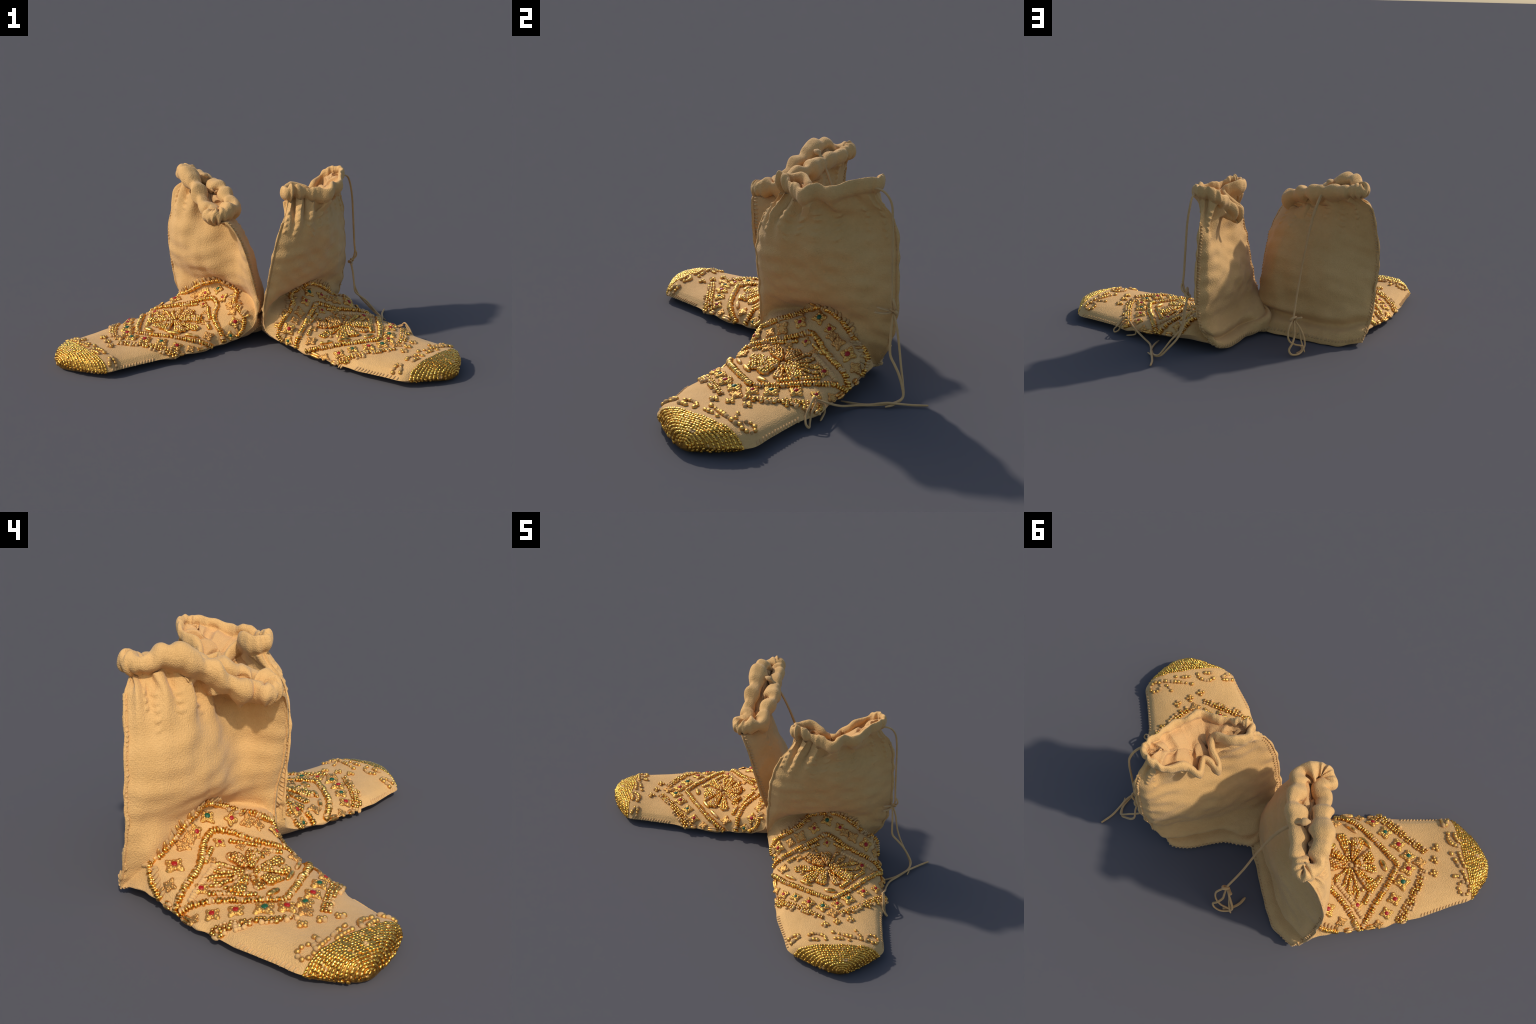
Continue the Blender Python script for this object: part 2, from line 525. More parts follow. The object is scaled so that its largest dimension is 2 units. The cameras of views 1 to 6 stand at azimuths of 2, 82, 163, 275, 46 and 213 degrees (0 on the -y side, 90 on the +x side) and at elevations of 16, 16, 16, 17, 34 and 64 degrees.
def right_boot():
    f = np.array([.73, -.68, 0])
    k = -f
    S = [
        foot((.950, -.442), (.922, -.472), .058),
        foot((.972, -.376), (.846, -.516), .086),
        foot((.988, -.304), (.768, -.530), .100),
        foot((.996, -.236), (.686, -.550), .105),
        foot((.925, -.150), (.607, -.508), .095),
        foot((.830, -.040), (.490, -.438), .087),
        foot((.748, .076, .042), (.382, -.349), .088),
        foot((.650, .174, .05), (.261, -.239), .098),
        foot((.550, .266, .062), (.152, -.144, .045), .127, prof=BOX, floor=.006),
        ankle((.478, .338, .088), (.080, -.102, .065), (.312, .100, .165), (.25, .17, .006), prof=BOX),
        ankle((.372, .372, .042), (.036, -.070, .10), (.285, .130, .205), (.174, .268, .010), prof=BOXM, bprof=(.4, .75, .95, 1.22, 1.5),
              pouch=((-.1, .98, .12), (0, 0, 0, .01, .03))),
        ankle((.432, .405, .125), (.030, -.072, .15), (.246, .167, .240), (.176, .248, .08), prof=CREASE, push=(f, (.022, .026, 0, -.05, -.02)), bprof=(.6, .9, .95, 1.05, .8),
              pouch=((-.1, .98, .12), (0, -.01, 0, .08, .135))),
        ankle((.460, .424, .22), (.030, -.072, .22), (.255, .159, .275), (.216, .208, .17), prof=CREASE2, push=(f, (.022, .026, 0, .012, .012)), bprof=(.7, .95, 1, 1.0, .8),
              pouch=((-.1, .98, .12), (0, 0, 0, .02, .03))),
        Section((.469, .430, .335), (.047, -.078, .33), f + UP * .1, (.03, .072, .080, .066, .038), k, (.05, .075, .085, .06, .025)),
        Section((.464, .428, .48), (.072, -.090, .47), f, (.03, .072, .094, .086, .05), k, (.045, .055, .036, .03, .015)),
        Section((.456, .428, .58), (.093, -.085, .57), f, (.022, .066, .115, .098, .052), k, (.035, .03, -.01, .008, .012)),
        Section((.440, .408, .70), (.122, -.060, .66), f, (.012, .032, .085, .088, .05), k, (.025, .025, .0, .015, .015)),
    ]
    return dict(
        sections=S, tip=(.942, -.462, .034), side=-1, k_cap=3.72, k_heel=11, toe=f,
        hem=(.013, .030), neck=.95, fat=1.25,
        rim_front=[(.432, .350, .836), (.425, .245, .828), (.405, .14, .79), (.372, .112, .812), (.362, .06, .782),
                   (.27, .035, .79), (.185, .005, .81), (.142, -.008, .80)],
        rim_back=[(.135, .06, .795), (.19, .10, .80), (.255, .115, .77), (.215, .165, .72), (.182, .195, .68),
                  (.245, .20, .715), (.222, .262, .705), (.275, .28, .76), (.31, .345, .79), (.375, .372, .835)],
        hem_lumps=[(.20, .02, .2), (.31, .015, .25), (.36, .02, -.2), (.45, .02, .3), (.60, .02, .4), (.72, .02, .3)],
        pleats=[(.22, .012, -.010, .12), (.265, .010, .013, .18), (.305, .010, -.014, .20), (.335, .008, .016, .26),
                (.365, .008, -.016, .26), (.395, .009, .020, .30), (.425, .008, -.018, .26), (.455, .009, .014, .18),
                (.13, .012, -.007, .10), (.07, .012, .006, .12), (.55, .010, .012, .14), (.60, .010, -.012, .14),
                (.66, .010, .012, .16), (.72, .010, -.012, .16), (.83, .010, .014, .22), (.875, .009, -.016, .24),
                (.915, .009, .016, .26), (.95, .008, -.012, .2)],
        puckers=[.06, .125, .20, .245, .285, .32, .35, .41, .47, .89, .93],
        heel_fold=(11.75, 12.4, .032),
        sway=(.0014, 5), ruffle=(.0035, 9),
    )


# ------------------------------------------------------------- embroidery
from mathutils.bvhtree import BVHTree


def ico(level):
    bm = bmesh.new()
    bmesh.ops.create_icosphere(bm, subdivisions=level, radius=1)
    V = np.array([v.co[:] for v in bm.verts])
    F = np.array([[v.index for v in f.verts] for f in bm.faces])
    bm.free()
    return V, F


ICO1, ICO2, ICO3 = ico(1), ico(2), ico(3)


class Heap:
    """collects many small lumps into one mesh"""

    def __init__(self):
        self.V, self.F, self.n = [], [], 0

    def add(self, V, F):
        self.V.append(V)
        self.F.append(F + self.n)
        self.n += len(V)

    def lump(self, c, axes, ball=ICO2):
        self.add(ball[0] @ np.asarray(axes) + c, ball[1])

    def finish(self, name, mat, parent):
        if not self.n:
            return None
        ob = add_object(name, mesh_from(name, np.concatenate(self.V), np.concatenate(self.F), mat), parent)
        ob["kind"] = "stuff"
        return ob


class Skin:
    """finds places on the finished boot surface"""

    def __init__(self, b):
        self.b = b
        R, N = b.G.shape[:2]
        last = int(np.searchsorted(b.vk, b.k_hem))
        r, c = np.meshgrid(np.arange(last - 1), np.arange(N), indexing="ij")
        c2 = (c + 1) % N
        q = np.stack([r * N + c, r * N + c2, (r + 1) * N + c2, (r + 1) * N + c], -1).reshape(-1, 4)
        self.F = q
        self.t = BVHTree.FromPolygons(b.G.reshape(-1, 3).tolist(), q.tolist())
        self.nrm = b.Nn.reshape(-1, 3)

    def near(self, p):
        co, n, i, d = self.t.find_nearest(Vector(p))
        return np.array(co), unit(self.nrm[self.F[i]].mean(0))

    def frame(self, a, k):
        return self.b.at(a, k)

    def line(self, pts, step, jitter=0.0, rng=None):
        """evenly spaced frames (point, normal, along, across) on a line in vamp coordinates"""
        P = np.array(pts, float)
        t = np.concatenate([[0], np.cumsum(np.hypot(*(np.diff(P, axis=0) * [.25, .11]).T))])
        q = hermite(t, P, np.linspace(0, t[-1], 60 * len(P)), flat=False)
        X = np.array([self.b.at(a, k)[0] for a, k in q])
        L = np.concatenate([[0], np.cumsum(np.linalg.norm(np.diff(X, axis=0), axis=1))])
        n = max(2, int(round(L[-1] / step)) + 1)
        s = np.linspace(0, L[-1], n)
        if jitter and n > 2:
            s[1:-1] += rng.uniform(-jitter, jitter, n - 2) * step
        A, K = np.interp(s, L, q[:, 0]), np.interp(s, L, q[:, 1])
        out, fr = [], [self.b.at(a, k) for a, k in zip(A, K)]
        C = np.array([f[0] for f in fr])
        T = unit(np.gradient(C, axis=0)) if n > 2 else np.repeat(unit(C[1:] - C[:1]), 2, 0)
        for f, tt in zip(fr, T):
            nn = f[1]
            tt = unit(tt - nn * (tt @ nn))
            out.append((f[0], nn, tt, np.cross(nn, tt)))
        return out


def jewel_setting_mesh(seed):
    """a four-lobed raised square of couched wire around a stone, 1 unit half-wide"""
    r = np.random.default_rng(seed)
    h = Heap()
    n, m = 48, 9
    th = np.arange(n) * 2 * math.pi / n
    ph = r.uniform(-.15, .15)
    lobes = 1 + .26 * np.cos(4 * th + ph) + .06 * np.cos(3 * th + r.uniform(0, 6)) + .05 * np.cos(7 * th + r.uniform(0, 6))
    V, F = [], []
    for i in range(m):
        e = (i + .25) / m
        rad = math.sin(e * math.pi / 2) * .9
        z = .5 * (1 - e ** 3.2) - .12
        V.append(np.stack([rad * lobes * np.cos(th), rad * lobes * np.sin(th), z + .05 * np.sin(9 * th + i * 1.3) * (i > 1)], 1))
    V = np.concatenate([*V, [[0, 0, .40]]])
    for i in range(m - 1):
        for j in range(n):
            j2 = (j + 1) % n
            F += [(i * n + j, (i + 1) * n + j, (i + 1) * n + j2), (i * n + j, (i + 1) * n + j2, i * n + j2)]
    F += [(m * n, j, (j + 1) % n) for j in range(n)]
    h.add(V, np.array(F))
    for j in range(4):                                  # twisted wire knots at the lobes and sides
        t = j * math.pi / 2 - ph / 4
        for d, s in ((.86, .24), (.55, .24)):
            h.lump(np.array([d * math.cos(t), d * math.sin(t), .18 + .12 * (d < .7)]), np.diag([s, s * .85, s * .85]))
        t += math.pi / 4
        h.lump(np.array([.55 * math.cos(t), .55 * math.sin(t), .2]), np.diag([.2, .2, .2]))
    return mesh_from("jewel_setting", np.concatenate(h.V), np.concatenate(h.F), GOLD)


def lump_mesh(name, axes, mat, seed, ball=ICO3):
    r = np.random.default_rng(seed)
    V = ball[0] * (1 + .10 * waves(ball[0], 2.2, seed)[:, None])
    return mesh_from(name, V * np.asarray(axes), ball[1], mat)


SETTINGS = [jewel_setting_mesh(s) for s in (11, 12, 13)]
PLAIN_SETTINGS = []
for s in (21, 22):
    me = jewel_setting_mesh(s)
    me.materials[0] = GOLD_DARK
    PLAIN_SETTINGS.append(me)
GEMS = {"red": lump_mesh("gem", (1, .92, .8), RED, 5), "green": lump_mesh("gem", (1, .92, .8), GREEN, 6)}
BEADS = {m.name: [lump_mesh("bead", (1, 1, .95), m, 30 + i, ICO2) for i in range(3)] for m in (GOLD, GOLD_DARK, HIDE)}


def place(me, name, parent, c, x, y, z, size):
    s = np.broadcast_to(np.asarray(size, float), 3)
    M = Matrix([[x[0] * s[0], y[0] * s[1], z[0] * s[2], c[0]], [x[1] * s[0], y[1] * s[1], z[1] * s[2], c[1]],
                [x[2] * s[0], y[2] * s[1], z[2] * s[2], c[2]], [0, 0, 0, 1]])
    return add_object(name, me, parent, M)


# the pattern, in vamp coordinates: a across (outer side +1), k along (cap line 4, ankle crease 12)
OUTER = [(-.985, 9.4), (-.95, 9.9), (-.88, 10.25), (-.74, 10.6), (-.5, 11.15), (-.24, 12.0), (0, 12.95),
         (.23, 12.4), (.42, 11.7), (.6, 11.1), (.78, 10.45), (.9, 10.0), (.95, 9.6), (.985, 9.2)]
LOZ_UP = [(-.985, 8.6), (-.82, 8.72), (-.6, 8.95), (-.39, 9.33), (-.2, 9.8), (0, 10.25), (.17, 9.8), (.32, 9.28),
          (.5, 8.9), (.68, 8.68), (.86, 8.5), (.985, 8.32)]
LOZ_LOW = [(-.985, 8.15), (-.8, 7.62), (-.6, 7.32), (-.4, 7.06), (-.2, 6.82), (0, 6.6), (.18, 6.8), (.4, 7.1),
           (.62, 7.5), (.8, 7.82), (.985, 8.2)]
JEWELS = [(-.85, 7.1, "red", .9), (-.63, 6.8, "green", .9), (-.39, 6.48, "red", 1), (-.14, 6.2, "green", 1),
          (.11, 6.3, "red", 1), (.33, 6.57, "green", 1.08), (.6, 6.88, "red", .95), (.82, 7.22, "red", .8),
          (0, 11.55, "green", .95), (-.24, 10.92, "red", .85), (-.47, 10.2, None, .95), (-.64, 9.72, None, .8),
          (-.86, 9.4, "red", .95), (.23, 10.95, "red", .85), (.34, 10.4, None, .85), (.47, 9.93, None, .9),
          (.72, 9.35, "red", 1.05), (.89, 8.98, None, .8), (0, 9.5, "red", .7), (-.24, 9.12, None, .6), (.24, 9.0, None, .62), (-.52, 8.62, None, .7), (.44, 8.42, None, .6), (.64, 8.22, "red", .85), (-.83, 8.24, None, .9),
          (-.95, 9.0, "green", .75), (.02, 5.86, None, .9), (-.95, 7.45, None, .7), (.96, 7.55, None, .7)]
FRINGE = [[(-.975, 6.95), (-.89, 6.75), (-.71, 6.42), (-.55, 6.17), (-.37, 5.9), (-.2, 5.65)],
          [(.975, 6.85), (.73, 6.44), (.54, 6.17), (.36, 5.97), (.2, 5.83)]]
SPRIGS = [(.05, 5.42), (.32, 5.52), (-.2, 5.28)]
SCRAWL = [[(-.94, 4.75), (-.84, 4.8), (-.75, 4.78)], [(-.91, 4.38), (-.83, 4.5), (-.74, 4.62)],
          [(-.53, 4.66), (-.42, 4.74), (-.3, 4.64), (-.22, 4.45), (-.2, 4.27)], [(-.52, 4.3), (-.42, 4.3), (-.32, 4.19)],
          [(-.05, 4.76), (.06, 4.68), (.16, 4.58)], [(-.02, 4.33), (.12, 4.3), (.29, 4.2)],
          [(.2, 4.56), (.34, 4.46), (.48, 4.36), (.62, 4.27)], [(.45, 4.88), (.48, 4.72), (.51, 4.57)]]
# padded bars lying along the lozenge's edges: two ends, half-width, kind
BARS = [((-.79, 7.93), (-.62, 7.66), .010, 0), ((-.53, 7.57), (-.34, 7.34), .011, 0), ((-.1, 7.08), (.1, 7.0), .013, 0),
        ((.2, 7.2), (.62, 7.93), .0115, 1), ((.28, 8.78), (.83, 8.12), .010, 2), ((-.55, 8.66), (-.72, 8.5), .009, 1), ((-.15, 9.42), (-.5, 8.9), .0085, 1), ((.15, 9.4), (.34, 9.02), .0085, 1)]
PETALS = [(90, .92, 1), (48, 1.02, 2), (6, 1.28, 2), (-38, 1.12, 1), (-74, 1.0, 3), (-108, .98, 1), (-146, 1.15, 1),
          (176, 1.28, 3), (134, 1.1, 1)]


def self_rows(b, kc):
    """section numbers of the couched rows: equal steps down the cap's middle"""
    mid = b.G[:, b.NH_mid()]
    L = np.concatenate([[0], np.cumsum(np.linalg.norm(np.diff(mid, axis=0), axis=1))])
    s = np.arange(np.interp(kc, b.vk, L) - .001, .004, -.0104)
    return np.interp(s, L, b.vk)


def embroider(b, base, seed, flip):
    """flip: small differences between the two boots of the pair"""
    rng = np.random.default_rng(seed)
    sk = Skin(b)

    def cord(pts, wide, step, high, mat, name="bead_cord"):
        h = Heap()
        for p, n, t, w in sk.line(pts, step, .15, rng):
            g = rng.uniform(.85, 1.15)
            tw = rng.normal(0, .16)
            t2, w2 = t * math.cos(tw) + w * math.sin(tw), w * math.cos(tw) - t * math.sin(tw)
            h.lump(p + n * (high * .35 + rng.normal(0, .0008)) + w * rng.normal(0, .001),
                   np.array([t2 * step * .62 * g, w2 * wide * rng.uniform(.85, 1.1), n * high * rng.uniform(.85, 1.15)]))
        return h.finish(name, mat, base)

    loose = {m.name: (m, Heap()) for m in (GOLD, GOLD_DARK, HIDE)}

    def crowd(mat, c, x, y, z, size):
        loose[mat.name][1].lump(c, np.array([x * size[0], y * size[1], z * size[2]]))

    # lozenge and chevron lines: flat purl between two finer edges
    cord(LOZ_UP, .0155, .0118, .0135, GOLD)
    cord(LOZ_LOW, .0155, .0115, .0135, GOLD)
    cord(OUTER, .0125, .011, .013, GOLD)
    off = [(a, k - .16 + .04 * abs(a)) for a, k in OUTER[1:-1]]
    cord(off, .0065, .0095, .007, GOLD_DARK)

    # fringe of little leaf beads standing out from the upper chevron
    for i, (p, n, t, w) in enumerate(sk.line(OUTER, .0175, .2, rng)):
        out = w if w[2] > 0 else -w
        lean = rng.normal(.25, .22) * (1 if t @ b.spec["toe"] < 0 else -1)
        d = unit(out + t * lean)
        for far, ln, wd in ((.021, .0155, .0068), (.008, .010, .0068)):
            q, m = sk.near(p + d * (far + rng.normal(0, .0015)))
            d2 = unit(d - m * (d @ m))
            first = far > .01
            mat = HIDE if first and rng.random() < .72 else (GOLD if rng.random() < .6 else GOLD_DARK)
            dims = (ln * rng.uniform(.8, 1.15), wd * rng.uniform(.9, 1.2), .0068)
            if first:
                place(BEADS[mat.name][i % 3], "bead", base, q + m * .004, d2, np.cross(m, d2), m, dims)
            else:
                crowd(mat, q + m * .004, d2, np.cross(m, d2), m, dims)

    # fringe towards the toe
    for line in FRINGE:
        fr = sk.line(line, .0155, .12, rng)
        for i, (p, n, t, w) in enumerate(fr):
            down = w if w @ b.spec["toe"] > 0 else -w
            reach = 3 if abs(i / len(fr)) < .45 else 2
            for j in range(-1, reach):
                q, m = sk.near(p + down * (.0125 * j) + t * rng.normal(0, .0022) + down * rng.normal(0, .0012))
                mat = HIDE if j == reach - 1 and rng.random() < .45 else (GOLD if rng.random() < .8 else GOLD_DARK)
                s = rng.uniform(.0072, .0092) * (1.0 if j >= 0 else .85)
                if j == reach - 1 and rng.random() < .25:
                    continue
                crowd(mat, q + m * s * .55, t, np.cross(m, t), m, (s * 1.05, s, s * 1.1))

    for mat, heap in loose.values():
        heap.finish("bead_fringe", mat, base)

    # sprigs: three or four beads in a clover at the point of the V
    for a, k in SPRIGS:
        p, n, tu, tv = b.at(a + flip * .04, k)
        toe = unit(b.spec["toe"] - n * (b.spec["toe"] @ n))
        side = np.cross(n, toe)
        for x, y in ((0, -.013), (.012, .003), (-.012, .004), (0, .014), (0, .001)):
            q, m = sk.near(p + toe * (y + rng.normal(0, .001)) + side * (x + rng.normal(0, .001)))
            s = rng.uniform(.0078, .0098)
            mat = HIDE if y > .01 and rng.random() < .5 else GOLD
            place(BEADS[mat.name][rng.integers(3)], "bead", base, q + m * s * .5, toe, side, m, (s, s, s * 1.1))

    # scrawled bead sprays behind the toe cap
    for row in SCRAWL:
        row = [(a * (1 if flip < 0 else .97) + rng.normal(0, .012), k + .02 * flip) for a, k in row]
        for p, n, t, w in sk.line(row, .0158, .15, rng):
            if rng.random() < .12:
                continue
            s = rng.uniform(.0076, .0106)
            mat = GOLD if rng.random() < .72 else HIDE
            place(BEADS[mat.name][rng.integers(3)], "bead", base, p + n * s * .45, t, w, n, (s * rng.uniform(1, 1.3), s, s))
    p, n, tu, tv = b.at(.75, 4.5)
    for j in range(9):
        t = j / 9 * 2 * math.pi
        q, m = sk.near(p + (tu * math.cos(t) * 1.1 + tv * math.sin(t)) * .027)
        s = rng.uniform(.0078, .01)
        place(BEADS[(GOLD if j % 4 else HIDE).name][j % 3], "bead", base, q + m * s * .45, tu, tv, m, s)

    # jewels in their settings
    for i, (a, k, stone, size) in enumerate(JEWELS):
        a, k = a + rng.normal(0, .008), k + rng.normal(0, .02)
        if abs(a) > .9:
            a = math.copysign(min(abs(a), .965), a)
        p, n, tu, tv = b.at(a, k)
        toe = unit(b.spec["toe"] - n * (b.spec["toe"] @ n))
        if k > 10.3:
            toe = unit(-Z + n * n[2])
        spin = rng.normal(0, .12) + (.0 if k < 8 else .3 * np.sign(a))
        side = np.cross(n, toe)
        x = toe * math.cos(spin) + side * math.sin(spin)
        y = np.cross(n, x)
        s = .034 * size * rng.uniform(.92, 1.08)
        me = SETTINGS[i % 3] if stone else PLAIN_SETTINGS[i % 2]
        st = place(me, "jewel_setting", base, p + n * .001, x, y, n, (s, s * rng.uniform(.85, 1.0), s * .88))
        if stone:
            g = s * rng.uniform(.31, .38)
            c = p + n * s * .36 + toe * s * rng.uniform(-.05, .1)
            gm = place(GEMS[stone], "gem", None, c, x, y, n, (g, g * .95, g * .62))
            W = gm.matrix_world.copy()
            gm.parent = st
            gm.matrix_parent_inverse = Matrix()
            gm.matrix_basis = st.matrix_world.inverted() @ W

    # flower of bead petals in the middle of the lozenge
    p0, n0, tu, tv = b.at(-.03, 8.08)
    ex = unit(b.at(.2, 8.08)[0] - p0)          # towards the outer side
    ey = unit(b.at(-.03, 8.4)[0] - p0)         # towards the ankle
    for deg, long, style in PETALS:
        t = math.radians(deg + rng.normal(0, 3))
        d = ex * math.cos(t) * 1.15 + ey * math.sin(t) * 1.0
        e = unit(np.cross(n0, d))
        h = Heap()
        R = .098 * long
        half = (0, .0265, .029, .016)[style]
        ns = int(R / .0108)
        for i in range(ns):
            f = (i + .6) / ns
            wd = half * (.12 + .95 * f ** 1.3) * math.sqrt(max(0, 1 - max(0, (f - .72) / .3) ** 2)) + .0015
            if style == 2 or i < 2:
                xs = (-wd, wd) if wd > .007 else (0.0,)
            else:
                m_ = max(1, int(round(wd * 2 / .0118)) + 1)
                xs = np.linspace(-wd, wd, m_) if m_ > 1 else (0.0,)
            for x in xs:
                q, m = sk.near(p0 + d * (.018 + R * f) + e * (x + rng.normal(0, .0012)) + d * rng.normal(0, .0015))
                s = rng.uniform(.0072, .0096)
                bulge = .006 * (1 - (x / (half + .004)) ** 2) if style == 1 else .001
                dd = unit(d - m * (d @ m))
                h.lump(q + m * (s * .5 + bulge), np.array([dd * s * 1.15, np.cross(m, dd) * s, m * (s + bulge)]))
        h.finish("petal", GOLD if rng.random() < .75 else GOLD_DARK, base)
    h = Heap()                                   # small clusters between the petals
    for j in range(9):
        t = math.radians(20 + j * 40 + rng.normal(0, 6))
        d = ex * math.cos(t) * 1.3 + ey * math.sin(t)
        for _ in range(3 if j % 3 else 6):
            q, m = sk.near(p0 + d * rng.uniform(.088, .115) + ex * rng.normal(0, .008) + ey * rng.normal(0, .008))
            s = rng.uniform(.006, .009)
            h.lump(q + m * s * .4, np.array([ex * s * rng.uniform(1, 1.6), np.cross(m, ex) * s, m * s]))
    h.finish("bead_cluster", GOLD, base)
    q, m = sk.near(p0)
    place(BEADS[HIDE.name][0], "bead", base, q + m * .004, ex, np.cross(m, ex), m, (.012, .011, .009))

    # smooth padded bars and edge lumps
    for e0, e1, wd, kind in BARS:
        h = Heap()
        if kind == 0:
            (p, n, t, w), (p2, *_) = sk.line([e0, e1], 1.0, 0, rng)
            q, m = sk.near((p + p2) / 2)
            x = unit(p2 - p - m * ((p2 - p) @ m))
            for sg in (-1, 1):
                h.lump(q + m * .004 + x * sg * .006, np.array([x * np.linalg.norm(p2 - p) * .46, np.cross(m, x) * wd, m * .012]), ICO3)
        else:
            for p, n, t, w in sk.line([e0, e1], .0125, .15, rng):
                g = rng.uniform(.85, 1.15)
                h.lump(p + n * .003, np.array([t * .0088, w * wd * 1.25 * g, n * .0115 * g]))
        h.finish("padded_bar", HIDE if kind == 2 else GOLD, base)
    for a, k, ln in ((.985, 7.85, .03), (-.985, 7.8, .032), (.985, 8.75, .02), (-.985, 7.1, .018), (.985, 6.7, .016)):
        q, m, tu, tv = b.at(a, k)
        al = unit(b.at(a, k + .1)[0] - q)
        h = Heap()
        for sgn in (-1, 1):
            h.lump(q + m * .003 + np.cross(m, al) * .006 * sgn, np.array([al * ln, np.cross(m, al) * .008, m * .0085]), ICO3)
        h.finish("padded_bar", GOLD_DARK, base)

    # toe cap: rows of couched gold thread parallel to the cap line
    h = Heap()
    kc = b.spec["k_cap"]
    rows = self_rows(b, kc)
    for r_i, k in enumerate(rows):
        vf = np.interp(k, b.vk, np.arange(len(b.vk)))
        ring = np.array([b.sample(uf, vf)[0] for uf in np.linspace(-26, NH + 26, 160)])
        L = np.concatenate([[0], np.cumsum(np.linalg.norm(np.diff(ring, axis=0), axis=1))])
        step = .0130 if r_i else .0115
        n = max(3, int(L[-1] / step))
        for s in (np.arange(n) + (.5 if r_i % 2 else 0) + rng.uniform(-.2, .2, n)) * step:
            uf = np.interp(s, L, np.linspace(-26, NH + 26, 160))
            wob = vf + rng.normal(0, .1) + .35 * math.sin(s * 60 + r_i)
            q, m, tu, tv = b.sample(uf, wob)
            g = rng.uniform(.75, 1.2)
            tw = rng.normal(0, .10)
            x = tu * math.cos(tw) + tv * math.sin(tw)
            h.lump(q + m * rng.normal(.0006, .0009), np.array([x * step * .74, np.cross(m, x) * .0056 * g, m * .0047 * g]), ICO2)
    h.finish("gold_thread", GOLD_CAP, base)

    # whip stitches: up both side seams, round the heel and along the sole edge
    h = Heap()
    k_top = b.k_shaft - .1
    for side_u, inner in ((0, -1), (NH, 1)):
        last = None
        for i in range(len(b.vk)):
            k = b.vk[i]
            if k < 4.4 or k > k_top or 6.2 < k < 10.6:
                continue
            foot_part = k < 7
            uf = side_u + inner * (6 if not foot_part else -5)
            q, m, tu, tv = b.sample(uf % b.N, i)
            if last is not None and np.linalg.norm(q - last) < .0145:
                continue
            last = q
            ab = b.G[min(i + 1, len(b.vk) - 1), int(uf) % b.N] - b.G[i - 1, int(uf) % b.N]
            al = unit(ab - m * (ab @ m))
            ac = np.cross(m, al)
            x = unit(ac + al * .55)
            g = rng.uniform(.8, 1.2)
            h.lump(q + m * .0006, np.array([x * .0105 * g, np.cross(m, x) * .0042, m * .0044]), ICO2)
    # heel edge
    i = int(np.searchsorted(b.vk, b.spec["k_heel"] + .35))
    last = None
    for c in range(b.N - 8, NH + 8, -1):
        q, m, tu, tv = b.sample(c, i)
        if last is not None and np.linalg.norm(q - last) < .0165:
            continue
        last = q
        x = unit(tv + tu * .5)
        h.lump(q + m * .0008, np.array([x * .0095, np.cross(m, x) * .0042, m * .0044]), ICO2)
    h.finish("seam_stitching", LACE_HIDE, base)
    return sk


# --------------------------------------------------------------- drawstrings
def lace(base, name, strands):
    """each strand: (points, radius, flatness, taper)"""
    h = Heap()
    for pts, rad, flat, taper in strands:
        V, F = tube(pts, rad, 10, flat, taper)
        q = F
        tri = np.concatenate([q[:, [0, 1, 2]], q[:, [0, 2, 3]]])
        tri = tri[(tri[:, 0] != tri[:, 1]) & (tri[:, 1] != tri[:, 2]) & (tri[:, 0] != tri[:, 2])]
        h.add(V, tri)
    me = mesh_from(name, np.concatenate(h.V), np.concatenate(h.F), LACE_HIDE)
    return add_object(name, me, base)


END = [(0, .8), (.1, 1), (.9, 1), (1, .55)]


def left_lace(base):
    lace(base, "drawstring", [
        # the pointed tab at the mouth, then the cord down the back to its knot
        ([(-.305, .230, .846), (-.280, .243, .838), (-.252, .256, .815), (-.236, .263, .79), (-.206, .280, .735),
          (-.172, .300, .653), (-.122, .343, .483), (-.073, .395, .291), (-.033, .468, .180)],
         .0062, .75, [(0, .7), (.04, 2.6), (.075, 2.9), (.11, 1.2), (1, .95)]),
        ([(-.268, .240, .800), (-.232, .268, .770), (-.190, .291, .69), (-.150, .318, .57), (-.122, .343, .48)], .0055, .8, END),
    ])
    lace(base, "bow_knot", [
        ([(-.050, .462, .186), (-.030, .480, .190), (-.018, .470, .174), (-.036, .460, .166), (-.052, .474, .178)], .0075, .9, END),
        ([(-.044, .466, .180), (-.062, .480, .186), (-.075, .486, .190)], .0085, .6, END),
        # loops hanging from the knot
        ([(-.030, .470, .176), (-.004, .496, .150), (.006, .503, .110), (-.002, .512, .075), (-.030, .518, .058), (-.060, .512, .048), (-.082, .508, .04)], .0052, .8, END),
        ([(-.036, .472, .172), (-.034, .488, .130), (-.030, .498, .090), (-.012, .520, .062), (.006, .530, .036), (-.004, .535, .014),
          (-.035, .532, .008), (-.066, .516, .014), (-.086, .505, .045), (-.082, .498, .085), (-.066, .488, .130), (-.046, .474, .165)], .0055, .8, END),
        ([(-.042, .470, .172), (-.060, .484, .135), (-.064, .494, .09), (-.072, .505, .05), (-.080, .512, .022), (-.084, .514, .010)], .005, .8, END),
        ([(-.040, .518, .010), (-.070, .490, .007), (-.090, .455, .006), (-.096, .412, .006)], .0065, .6, END),
    ])


